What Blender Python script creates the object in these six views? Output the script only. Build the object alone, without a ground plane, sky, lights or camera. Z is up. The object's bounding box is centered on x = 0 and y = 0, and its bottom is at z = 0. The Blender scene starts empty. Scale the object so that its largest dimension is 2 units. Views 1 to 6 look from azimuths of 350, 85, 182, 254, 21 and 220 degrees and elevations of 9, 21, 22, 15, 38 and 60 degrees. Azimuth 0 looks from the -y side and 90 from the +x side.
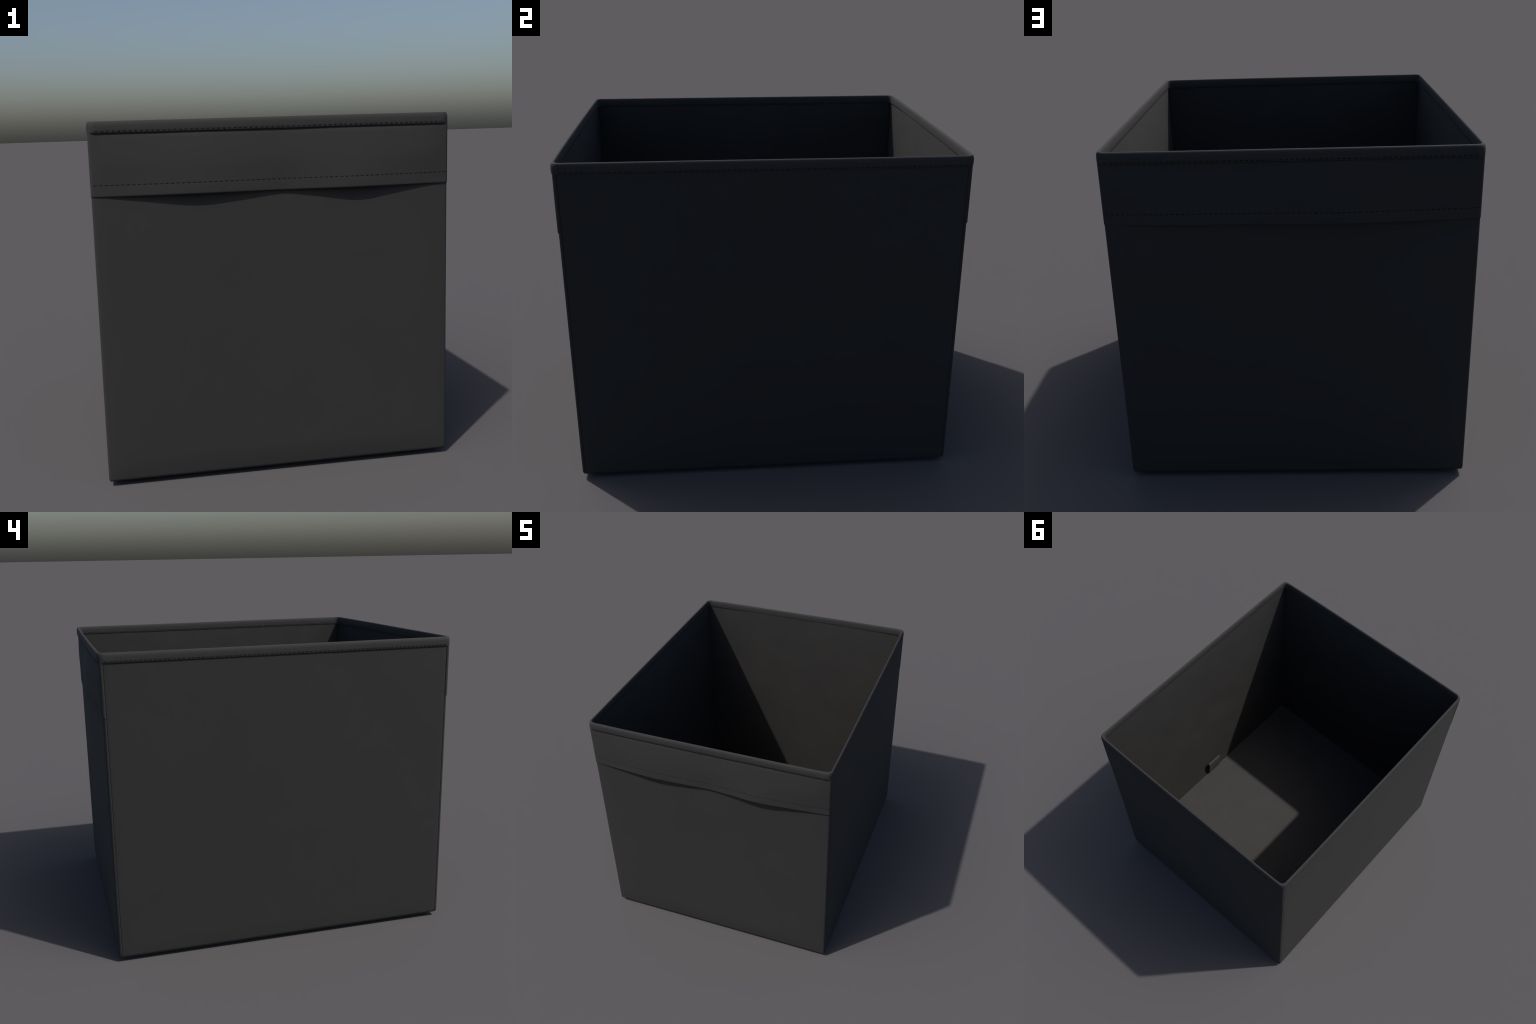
"""Open-topped fabric storage box: dark charcoal cloth panels sewn round a lining,
a bound rim, a loose handle flap on two opposite ends, a loose floor insert with a pull loop."""
import bpy, bmesh, math, random
from mathutils import Vector, noise

random.seed(7)
W, L = 0.831, 0.9600          # half width (x) and half depth (y) of the outer cloth
WALL_BOTTOM = 0.0235          # lower edge of the walls
RIM_TOP, RIM_BOTTOM = 1.684, 1.631
RIM_STITCH = 1.639
FLAP_TOP, FLAP_EDGE, FLAP_STITCH = 1.650, 1.352, 1.4035
CORNER = 0.012               # radius of the vertical corners
SEAM = 0.0160                # distance of the corner seam from the box corner
CLOTH = 0.0042                # outer cloth thickness
LINING_X, LINING_Y = 0.0130, 0.0080   # lining surface, measured in from the outer cloth
FLOOR_Z = 0.0345


# ------------------------------------------------------------------ materials
def cloth_material(name, dark, light, scale, rough, weave, bump, spec=0.5):
    m = bpy.data.materials.new(name)
    m.use_nodes = True
    nt = m.node_tree
    N, K = nt.nodes, nt.links
    p = N["Principled BSDF"]
    tc = N.new("ShaderNodeTexCoord")
    big = N.new("ShaderNodeTexNoise")
    big.inputs["Scale"].default_value = scale
    big.inputs["Detail"].default_value = 5
    big.inputs["Roughness"].default_value = 0.6
    K.new(tc.outputs["Object"], big.inputs["Vector"])
    ramp = N.new("ShaderNodeValToRGB")
    ramp.color_ramp.elements[0].position = 0.32
    ramp.color_ramp.elements[1].position = 0.68
    ramp.color_ramp.elements[0].color = (*dark, 1)
    ramp.color_ramp.elements[1].color = (*light, 1)
    K.new(big.outputs["Fac"], ramp.inputs["Fac"])
    K.new(ramp.outputs["Color"], p.inputs["Base Color"])
    fine = N.new("ShaderNodeTexNoise")
    fine.inputs["Scale"].default_value = weave
    fine.inputs["Detail"].default_value = 3
    K.new(tc.outputs["Object"], fine.inputs["Vector"])
    b = N.new("ShaderNodeBump")
    b.inputs["Strength"].default_value = bump
    b.inputs["Distance"].default_value = 0.002
    K.new(fine.outputs["Fac"], b.inputs["Height"])
    K.new(b.outputs["Normal"], p.inputs["Normal"])
    p.inputs["Roughness"].default_value = rough
    p.inputs["Specular IOR Level"].default_value = spec
    return m


OUTER = cloth_material("charcoal_cloth", (0.0198, 0.0204, 0.0213), (0.0214, 0.0220, 0.0229), 2.2, 0.9, 220, 0.05)
BINDING = cloth_material("charcoal_binding", (0.0198, 0.0204, 0.0213), (0.0214, 0.0220, 0.0229), 3.0, 0.85, 220, 0.05)
LINING = cloth_material("grey_felt_lining", (0.0200, 0.0193, 0.0188), (0.0248, 0.0240, 0.0234), 4.5, 0.9, 160, 0.05)
FLOOR = cloth_material("grey_felt_floor", (0.0376, 0.0368, 0.0362), (0.0430, 0.0427, 0.0422), 5.5, 0.9, 160, 0.05)
THREAD = cloth_material("shadow_darkened_thread", (0.0075, 0.0077, 0.0082), (0.0105, 0.0107, 0.0112), 8.0, 0.95, 300, 0.1, 0.25)  # cloth-coloured thread blackened so the self-shadow of the stitch dents shows


# ------------------------------------------------------------------ helpers
def smooth(x):
    x = max(0.0, min(1.0, x))
    return x * x * (3 - 2 * x)


def spline(knots, x):
    """Smooth curve through (x, value) knots."""
    if x <= knots[0][0]:
        return knots[0][1]
    for i in range(len(knots) - 1):
        x0, y0 = knots[i]
        x1, y1 = knots[i + 1]
        if x <= x1:
            def slope(j):
                if j <= 0 or j >= len(knots) - 1:
                    a, b = max(j - 1, 0), min(j + 1, len(knots) - 1)
                else:
                    a, b = j - 1, j + 1
                return (knots[b][1] - knots[a][1]) / (knots[b][0] - knots[a][0])
            h, t = x1 - x0, (x - x0) / (x1 - x0)
            return ((2*t**3 - 3*t*t + 1) * y0 + (t**3 - 2*t*t + t) * h * slope(i)
                    + (-2*t**3 + 3*t*t) * y1 + (t**3 - t*t) * h * slope(i + 1))
    return knots[-1][1]


def finish(name, bm, mat, parent, angle=40, kind=None):
    bmesh.ops.recalc_face_normals(bm, faces=bm.faces[:])
    me = bpy.data.meshes.new(name)
    bm.to_mesh(me)
    bm.free()
    me.materials.append(mat)
    for f in me.polygons:
        f.use_smooth = True
    me.set_sharp_from_angle(angle=math.radians(angle))
    ob = bpy.data.objects.new(name, me)
    bpy.context.scene.collection.objects.link(ob)
    ob.parent = parent
    if kind:
        ob["kind"] = kind
    return ob


def loft(rings, close_ends=True):
    """Mesh through closed rings of equal length."""
    bm = bmesh.new()
    vs = [[bm.verts.new(p) for p in r] for r in rings]
    n = len(rings[0])
    for a, b in zip(vs, vs[1:]):
        for i in range(n):
            j = (i + 1) % n
            bm.faces.new((a[i], a[j], b[j], b[i]))
    if close_ends:                      # each ring is an outer run and its inner run: quad strips
        h = n // 2
        for r in (vs[0], vs[-1]):
            for i in range(h - 1):
                bm.faces.new((r[i], r[i + 1], r[n - 2 - i], r[n - 1 - i]))
    return bm


def offset_path(path, d):
    """Shift an open 2D path to its left by d."""
    out = []
    for i, p in enumerate(path):
        a, b = path[max(i - 1, 0)], path[min(i + 1, len(path) - 1)]
        tx, ty = b[0] - a[0], b[1] - a[1]
        k = math.hypot(tx, ty) or 1
        out.append((p[0] - ty / k * d, p[1] + tx / k * d))
    return out


def drape(x, y, z):
    """Slow unevenness of stretched cloth, about a millimetre."""
    return 0.0013 * noise.noise(Vector((x * 1.6 + 3.1, y * 1.6, z * 1.9 + 0.7)))


# how far each wall bellies outward, along the wall (-1 .. 1 as seen in +x or +y)
BELLY = {
    "front": [(-1, 0), (-.9, .0050), (-.5, .0070), (-.05, .0080), (.25, .0088), (.55, .0082), (.88, .0055), (1, 0)],
    "back": [(-1, 0), (-.9, .0034), (-.5, .0044), (0, .0050), (.5, .0046), (.9, .0034), (1, 0)],
    "right": [(-1, 0), (-.8, .0025), (0, .0038), (.8, .0028), (1, 0)],
    "left": [(-1, 0), (-.8, .0015), (0, .0025), (.8, .0015), (1, 0)],
}


def belly_of(side, u, z):
    lean = -0.16 * (z - 0.7) if side == "front" else 0.0
    v = max(-1.0, min(1.0, u - lean * (1 - u * u)))
    up = smooth((z - WALL_BOTTOM) / 0.10) * (1 - 0.25 * smooth((z - 1.05) / 0.40))
    return spline(BELLY[side], v) * up + drape(u * 0.8, {"front": -1, "back": 1, "right": 3, "left": 5}[side], z) * (1 - u ** 8) * smooth((z - WALL_BOTTOM) / 0.15)


# ------------------------------------------------------------------ the thing
box = bpy.data.objects.new("fabric_storage_box", None)
bpy.context.scene.collection.objects.link(box)
box["label"] = "open charcoal fabric storage box with handle flap and stitched rim"
box["category"] = "storage box"


# each side of the box: name, function taking (along, outward, z) to the box frame
SIDES = {
    "front": lambda a, o, z: (a, -o, z),
    "back": lambda a, o, z: (-a, o, z),
    "right": lambda a, o, z: (o, a, z),
    "left": lambda a, o, z: (-o, -a, z),
}


def along_sign(side):
    """+1 where the running direction of the side agrees with +x or +y."""
    return 1 if side in ("front", "right") else -1


def wall_levels(top):
    lv = []
    r = 0.016
    for i in range(6):                                  # rounded lower edge
        a = math.pi / 2 * i / 5
        lv.append((WALL_BOTTOM + r * (1 - math.cos(a)), 0.009 * (1 - math.sin(a))))
    n = 56
    for i in range(1, n + 1):
        lv.append((WALL_BOTTOM + r + (top - WALL_BOTTOM - r) * i / n, 0.0))
    return lv


# ---- end panels (front, back): cloth wraps round both vertical corners to the seam.
def end_path(n=64, seg=7):
    """Plan path (along, outward) of an end panel, seam to seam, with its outward normals."""
    path = [(-W + 0.0045, L - SEAM - 0.0006, -1, 0), (-W + 0.0022, L - SEAM + 0.0004, -1, 0), (-W + 0.0006, L - SEAM + 0.0016, -1, 0)]
    for i in range(seg):
        a = math.pi - math.pi / 2 * i / (seg - 1)
        path.append((-W + CORNER + CORNER * math.cos(a), L - CORNER + CORNER * math.sin(a), math.cos(a), math.sin(a)))
    k = len(path)
    for i in range(1, n):
        path.append((-W + CORNER + (2 * W - 2 * CORNER) * i / n, L, 0, 1))
    path += [(-a, o, -na, no) for a, o, na, no in reversed(path[:k])]
    return path


def end_panel(side):
    rings = []
    path = end_path()
    for z, tuck in wall_levels(RIM_TOP - 0.012):
        ring = []
        for a, o, na, no in path:
            b = belly_of(side, a / W * along_sign(side), z) * no * no
            ring.append(SIDES[side](a - na * tuck, o - no * tuck + b, z))
        for a, o, na, no in reversed(path):
            b = belly_of(side, a / W * along_sign(side), z) * no * no
            d = CLOTH + 0.5 * tuck
            ring.append(SIDES[side](a - na * d, o - no * d + b, z))
        rings.append(ring)
    return loft(rings)


for side in ("front", "back"):
    finish("end_panel", end_panel(side), OUTER, box, 50)


# ---- side panels: cloth let in between the seams, edges turned under
def flat_panel(side, half, face, thick, levels, edge, n=64):
    """Wall with rounded vertical edges; face = outward position of its outer surface."""
    rings = []
    prof = [(half - 0.0002, -edge * 1.9), (half - 0.0008, -edge * 0.8), (half - 0.0030, -edge * 0.2), (half - 0.0065, 0)]
    run = [(-a, d) for a, d in prof] + [(-half + 0.0065 + (2 * half - 0.013) * i / n, 0) for i in range(1, n)] + [(a, d) for a, d in reversed(prof)]
    for z, tuck in levels:
        ring = []
        for a, d in run:
            ring.append(SIDES[side](a, face + d - tuck + belly_of(side, a / half * along_sign(side), z), z))
        for a, d in reversed(run):
            ring.append(SIDES[side](a, face - thick + d * 0.2 + belly_of(side, a / half * along_sign(side), z), z))
        rings.append(ring)
    return loft(rings)


for side in ("right", "left"):
    finish("side_panel", flat_panel(side, L - SEAM + 0.0006, W, CLOTH, [(z, t * 0.9) for z, t in wall_levels(RIM_TOP - 0.012)], 0.0024), OUTER, box, 50)


# ---- lining: four stiffened inner panels that belly with the walls
def lining_panel(side):
    half, out, inn = ((W - 0.0075, L - CLOTH - 0.0004, L - LINING_Y) if side in ("front", "back")
                      else (L - LINING_Y - 0.0012, W - CLOTH - 0.0004, W - LINING_X))
    rings = []
    n = 96
    runs = [-half + 2 * half * i / n for i in range(n + 1)]
    zs = [0.030 + (RIM_TOP - 0.012 - 0.030) * i / 96 for i in range(97)]
    for z in zs:
        ring = []
        for a in runs:
            ring.append(SIDES[side](a, out + belly_of(side, a / half * along_sign(side), z), z))
        for a in reversed(runs):
            u = a / half
            fold = noise.noise(Vector((a * 2.6 + z * 1.8, z * 4.6 - a * 2.4, len(side) * 1.7 + 0.4)))
            crease = 0.0034 * fold * (1 - u ** 6) * smooth((z - 0.15) / 0.4) * smooth((RIM_BOTTOM - z) / 0.14)
            round_in = 0.0020 * smooth((abs(a) - half + 0.004) / 0.004)
            ring.append(SIDES[side](a, inn + round_in + crease + belly_of(side, u * along_sign(side), z), z))
        rings.append(ring)
    return loft(rings)


for side in SIDES:
    finish("lining_panel", lining_panel(side), LINING, box, 50)


# ---- generic soft slab
def slab(name, lo, hi, mat, parent, r=0.003, seg=2):
    bm = bmesh.new()
    bmesh.ops.create_cube(bm, size=1)
    for v in bm.verts:
        for k in range(3):
            v.co[k] = lo[k] if v.co[k] < 0 else hi[k]
    bmesh.ops.bevel(bm, geom=bm.edges[:], offset=r, segments=seg, affect="EDGES", profile=0.5)
    return finish(name, bm, mat, parent, 60)


# ---- bottom: cloth underside, slightly sagging to the ground, and the loose floor insert
def underside():
    bm = bmesh.new()
    n = 24
    a, b = W - 0.012, L - 0.012
    grid = []
    for top in (0, 1):
        rows = []
        for j in range(n + 1):
            v = -1 + 2 * j / n
            row = []
            for i in range(n + 1):
                u = -1 + 2 * i / n
                d = min(1 - abs(u), 1 - abs(v))
                sag = 0.0245 * (1 - smooth(d / 0.16))
                row.append(bm.verts.new((u * a, v * b, 0.0285 if top else sag)))
            rows.append(row)
        grid.append(rows)
    for rows in grid:
        for j in range(n):
            for i in range(n):
                bm.faces.new((rows[j][i], rows[j][i + 1], rows[j + 1][i + 1], rows[j + 1][i]))
    lo, hi = grid
    for i in range(n):
        for q in ((lo[0][i], lo[0][i + 1], hi[0][i + 1], hi[0][i]), (lo[n][i], lo[n][i + 1], hi[n][i + 1], hi[n][i]),
                  (lo[i][0], lo[i + 1][0], hi[i + 1][0], hi[i][0]), (lo[i][n], lo[i + 1][n], hi[i + 1][n], hi[i][n])):
            bm.faces.new(q)
    return bm


finish("bottom_panel", underside(), OUTER, box, 50)
ix, iy = W - LINING_X - 0.002, L - LINING_Y - 0.002
insert = slab("floor_insert", (-ix, -iy, 0.0290), (ix, iy, FLOOR_Z), FLOOR, box, 0.0035, 3)


# ---- pull loop of the floor insert: a strap folded over, standing against one side
def pull_loop():
    wall = W - LINING_X + 0.002
    prof = [(0.012, FLOOR_Z - 0.004), (0.0165, 0.060), (0.0225, 0.095), (0.0285, 0.135), (0.0325, 0.175), (0.0340, 0.2055), (0.0332, 0.2085),
            (0.0290, 0.2098), (0.0210, 0.2095), (0.0175, 0.2070), (0.0160, 0.198), (0.0120, 0.150), (0.0085, 0.100), (0.0065, FLOOR_Z - 0.004)]
    fine = [(wall - a, z) for a, z in prof]
    inner = offset_path(fine, -0.0028)
    section = fine + list(reversed(inner))
    rings = []
    for y, k in ((-0.0700, 0.0), (-0.0690, 1), (-0.04, 1), (0.0, 1), (0.03, 1), (0.0620, 1), (0.0630, 0.0)):
        rings.append([(x, y, z) for x, z in section])
    return loft(rings)


finish("pull_loop", pull_loop(), FLOOR, insert, 35)


def edge_roll(hx, hy, z, rad):
    """Pale border line of the floor insert: a thin roll along all four edges."""
    corners = [(-hx, -hy), (hx, -hy), (hx, hy), (-hx, hy)]
    rings = []
    for q in range(8):
        a = math.tau * q / 8
        d = rad * math.cos(a)
        rings.append([(math.copysign(abs(x) + d, x), math.copysign(abs(y) + d, y), z + rad * math.sin(a)) for x, y in corners])
    return loft(rings + rings[:1], False)


finish("pale_edge_ridge", edge_roll(ix - 0.0035, iy - 0.0035, FLOOR_Z + 0.0002, 0.0034), FLOOR, insert, 80)


# ------------------------------------------------------------------ stitching
PITCH = 0.0242


def stitch_centres(half, seed):
    """Centres and lengths of the stitches along a side of the given half length."""
    rnd = random.Random(seed)
    n = int(2 * half / PITCH)
    step = 2 * half / n
    return [(-half + step * (i + 0.5) + rnd.uniform(-0.0008, 0.0008), step * rnd.uniform(0.62, 0.76), rnd.uniform(0.75, 1.2)) for i in range(n)], step


def pit_mask(row, a):
    """1 inside a stitch's pit, 0 between stitches."""
    centres, step = row
    i = int((a + step * len(centres) / 2) / step)
    best = 0.0
    for j in (i - 1, i, i + 1):
        if 0 <= j < len(centres):
            c, ln, k = centres[j]
            best = max(best, k * (1 - smooth((abs(a - c) - ln / 2 + 0.0035) / 0.0035)))
    return best


def pit_depth(dz):
    """Shape of a pit across the seam."""
    if dz > 0:
        return 1 - smooth(dz / 0.0030)
    return 1 - smooth(-dz / 0.0040)


PIT = 0.0020


def threads(row, place, normal):
    """Thread of every stitch lying in its pit."""
    bm = bmesh.new()
    for c, ln, k in row[0]:
        n = Vector(normal)
        rows = []
        for i in range(7):
            t = -1 + i / 3
            arch = math.sqrt(max(0.04, 1 - t * t))
            p = Vector(place(c + t * ln * 0.5))
            rows.append([bm.verts.new(p + n * (-PIT * 0.9 + 0.0013 * arch * (1 + math.cos(a)))
                                      + Vector((0, 0, 0.0021 * arch * k * math.sin(a)))) for a in (math.tau * q / 6 for q in range(6))])
        for a, b in zip(rows, rows[1:]):
            for q in range(6):
                bm.faces.new((a[q], a[(q + 1) % 6], b[(q + 1) % 6], b[q]))
        bm.faces.new(rows[0])
        bm.faces.new(list(reversed(rows[-1])))
    return bm


# ------------------------------------------------------------------ rim binding
RX, RY = W + 0.0050, L + 0.0115         # outer faces of the binding
RIM_BOW_X, RIM_BOW_Y = 0.0025, 0.0055   # how far its sides bow outward between the corners
RIN_X, RIN_Y = W - LINING_X - 0.0028, L - LINING_Y - 0.0028


def rim_plan(hx, hy, r, seg=8, per=600):
    """Closed plan of the binding: (x, y, normal x, normal y, side or None, along)."""
    out = []
    for side, cx, cy, a0 in (("right", hx - r, -hy + r, -90), ("back", hx - r, hy - r, 0), ("left", -hx + r, hy - r, 90), ("front", -hx + r, -hy + r, 180)):
        for i in range(seg):
            a = math.radians(a0 + 90 * i / seg)
            out.append((cx + r * math.cos(a), cy + r * math.sin(a), math.cos(a), math.sin(a), None, 0))
        half = (hy if side in ("right", "left") else hx) - r
        face = hx if side in ("right", "left") else hy
        n = SIDES[side](0, 1, 0)
        for i in range(per):
            al = -half + 2 * half * i / per
            x, y, _ = SIDES[side](al, face, 0)
            out.append((x, y, n[0], n[1], side, al))
    return out


RIM_ROWS_OUT = {s: stitch_centres((RY if s in ("right", "left") else RX) - 0.031, 40 + i) for i, s in enumerate(SIDES)}
RIM_ROWS_IN = {s: stitch_centres((RIN_Y if s in ("right", "left") else RIN_X) - 0.020, 50 + i) for i, s in enumerate(SIDES)}


def rim():
    """Folded binding tape: outer hem, stitch line, rounded top, inner stitch line, inner hem."""
    half_t = ((RX - RIN_X) + (RY - RIN_Y)) / 4
    outer = [(-0.0085, 0.0015), (-0.0048, 0.0), (-0.0026, 0.0005), (-0.0016, 0.0022), (-0.0010, 0.0042)]
    for dz in (-0.0024, -0.0008, 0.0004, 0.0012, 0.0020, 0.0029, 0.0045, 0.008):
        outer.append((-0.0005 + 0.0005 * smooth(dz / 0.008), RIM_STITCH - RIM_BOTTOM + dz))
    prof = [(0, e, RIM_BOTTOM + h) for e, h in outer]
    drop = 0.0260
    for i in range(1, 9):
        a = math.pi / 2 * i / 9
        prof.append((0, -half_t * 0.98 * (1 - math.cos(a)) , RIM_TOP - drop * (1 - math.sin(a))))
    top = (0.5, 0, RIM_TOP)
    inside = [(1, -e * 0.8, z) for t, e, z in reversed(prof)]
    rings = []
    for t, e, z in prof + [top] + inside:
        hx = RX + (RIN_X - RX) * t + e
        hy = RY + (RIN_Y - RY) * t + e
        r = 0.034 + (0.023 - 0.034) * t + e
        rows = RIM_ROWS_OUT if t < 0.5 else RIM_ROWS_IN
        ring = []
        low = z < RIM_STITCH + 0.006
        for x, y, nx, ny, side, al in rim_plan(hx, hy, r):
            w = 0.0014 * noise.noise(Vector((x * 1.3, y * 1.3, 5.0)))
            d = 0.0
            bx = RIM_BOW_X * (1 - (y / RY) ** 4) * (1 if x > 0 else -1) if abs(x) > W - 0.06 else 0.0
            by = RIM_BOW_Y * (1 - (x / RX) ** 4) * (1 if y > 0 else -1) if abs(y) > L - 0.06 else 0.0
            if side in ("right", "left"):
                by = 0.0
            elif side in ("front", "back"):
                bx = 0.0
            else:
                bx = by = 0.0
            if low:
                w += 0.0010 * noise.noise(Vector((x * 5, y * 5, 9.0)))
                if side and abs(z - RIM_STITCH) < 0.0070 and t != 0.5:
                    d = -PIT * pit_depth(z - RIM_STITCH) * pit_mask(rows[side], al) * (1 if t < 0.5 else -0.8)
            ring.append((x + nx * d + bx, y + ny * d + by, z + w))
        rings.append(ring)
    bm = loft(rings, False)
    bm.verts.ensure_lookup_table()
    n = len(rings[0])
    last = (len(rings) - 1) * n
    for i in range(n):                  # closed underneath so the binding is solid
        j = (i + 1) % n
        bm.faces.new((bm.verts[last + i], bm.verts[last + j], bm.verts[j], bm.verts[i]))
    return bm


rim_obj = finish("rim_binding", rim(), BINDING, box, 60)
for side in SIDES:
    out = RX if side in ("right", "left") else RY
    inn = RIN_X if side in ("right", "left") else RIN_Y
    nrm = Vector(SIDES[side](0, 1, 0))
    run, bow = (RY, RIM_BOW_X) if side in ("right", "left") else (RX, RIM_BOW_Y)

    def rim_line(a, face):
        return SIDES[side](a, face + bow * (1 - (a / run) ** 4), RIM_STITCH)
    finish("stitching", threads(RIM_ROWS_OUT[side], lambda a: rim_line(a, out), nrm), THREAD, rim_obj, 60, "stuff")
    finish("stitching", threads(RIM_ROWS_IN[side], lambda a: rim_line(a, inn), -nrm), THREAD, rim_obj, 60, "stuff")


# ------------------------------------------------------------------ handle flaps
# how far the flap stands off the wall line along the panel (-1 .. 1 in +x): lower hem, and higher up
FRONT_HEM = [(-1, 0), (-.92, .0055), (-.75, .0155), (-.46, .0300), (-.2, .0225), (.03, .0140), (.2, .0225), (.43, .0355), (.62, .0255), (.86, .0090), (1, 0)]
FRONT_MID = [(-1, 0), (-.92, .009), (-.7, .0175), (-.45, .0235), (0, .0170), (.4, .0245), (.7, .0195), (.92, .010), (1, 0)]
BACK_HEM = [(-1, 0), (-.82, .010), (-.55, .0255), (-.28, .0358), (0, .0300), (.27, .0195), (.5, .0205), (.75, .0120), (.9, .0040), (1, 0)]
BACK_MID = [(-1, 0), (-.85, .012), (-.5, .0240), (-.2, .0300), (.1, .0180), (.35, .0095), (.65, .0120), (.9, .008), (1, 0)]


def flap_off(a, z, side):
    hem, mid = (FRONT_HEM, FRONT_MID) if side == "front" else (BACK_HEM, BACK_MID)
    u = max(-1.0, min(1.0, a / (W - 0.004))) * along_sign(side)
    t = max(0.0, min(1.0, (RIM_BOTTOM - z) / (RIM_BOTTOM - FLAP_EDGE)))
    s = smooth(0.38 + 0.62 * min(1, t / 0.60)) if t > 0 else 0.15
    k = smooth((t - 0.35) / 0.65)
    return 0.0042 + s * (1 - k) * spline(mid, u) + k * spline(hem, u)


FLAP_ROWS = {s: stitch_centres(W - 0.007, 60 + i) for i, s in enumerate(("front", "back"))}


def flap(side):
    """Strip of doubled cloth wrapped from seam to seam: closed section swept along the panel."""
    z_hi = [FLAP_TOP] + [RIM_BOTTOM - (RIM_BOTTOM - FLAP_STITCH - 0.006) * i / 18 for i in range(19)]
    z_st = [FLAP_STITCH + d for d in (0.0042, 0.0029, 0.0020, 0.0012, 0.0004, -0.001, -0.003, -0.0055, -0.008)]
    z_lo = [FLAP_STITCH - 0.008 - (FLAP_STITCH - 0.008 - FLAP_EDGE - 0.006) * i / 6 for i in range(1, 7)]
    zs = z_hi + z_st + z_lo
    th = 0.0075
    path = end_path(600)[1:-1]
    rings = []
    last = len(path) - 1
    for i, (a, o, na, no) in enumerate(path):
        tuck = 0.0030 * (1 - smooth(min(i, last - i) / 3.0))    # ends turned into the seam
        m = pit_mask(FLAP_ROWS[side], a)
        base = [flap_off(a, z, side) * (no * no if abs(no) < 1 else 1) + 0.0020 * (1 - no * no) for z in zs]
        front = [(b - tuck + (-PIT * m * pit_depth(z - FLAP_STITCH)) * no * no, z)
                 for b, z in zip(base, zs)]
        back = [(b - th, z) for b, z in zip(base, zs)]
        e = base[-1]
        nose = [(e - tuck - 0.0006, FLAP_EDGE + 0.003), (e - tuck * .8 - 0.0022, FLAP_EDGE + 0.0007), (e - 0.0036, FLAP_EDGE),
                (e - 0.0042, FLAP_EDGE), (e - th + 0.0012, FLAP_EDGE + 0.0008), (e - th + 0.0003, FLAP_EDGE + 0.003)]
        rings.append([SIDES[side](a + na * d, o + no * d, z) for d, z in front + nose + list(reversed(back))])
    bm = loft(rings, False)
    bm.verts.ensure_lookup_table()
    m = len(rings[0])
    for base in (0, (len(rings) - 1) * m):
        bm.faces.new([bm.verts[base + i] for i in range(m)])
    return bm


for side in ("front", "back"):
    fl = finish("handle_flap", flap(side), OUTER, box, 50)
    finish("stitching", threads(FLAP_ROWS[side], lambda a: SIDES[side](a, L + flap_off(a, FLAP_STITCH, side), FLAP_STITCH),
                                SIDES[side](0, 1, 0)), THREAD, fl, 60, "stuff")
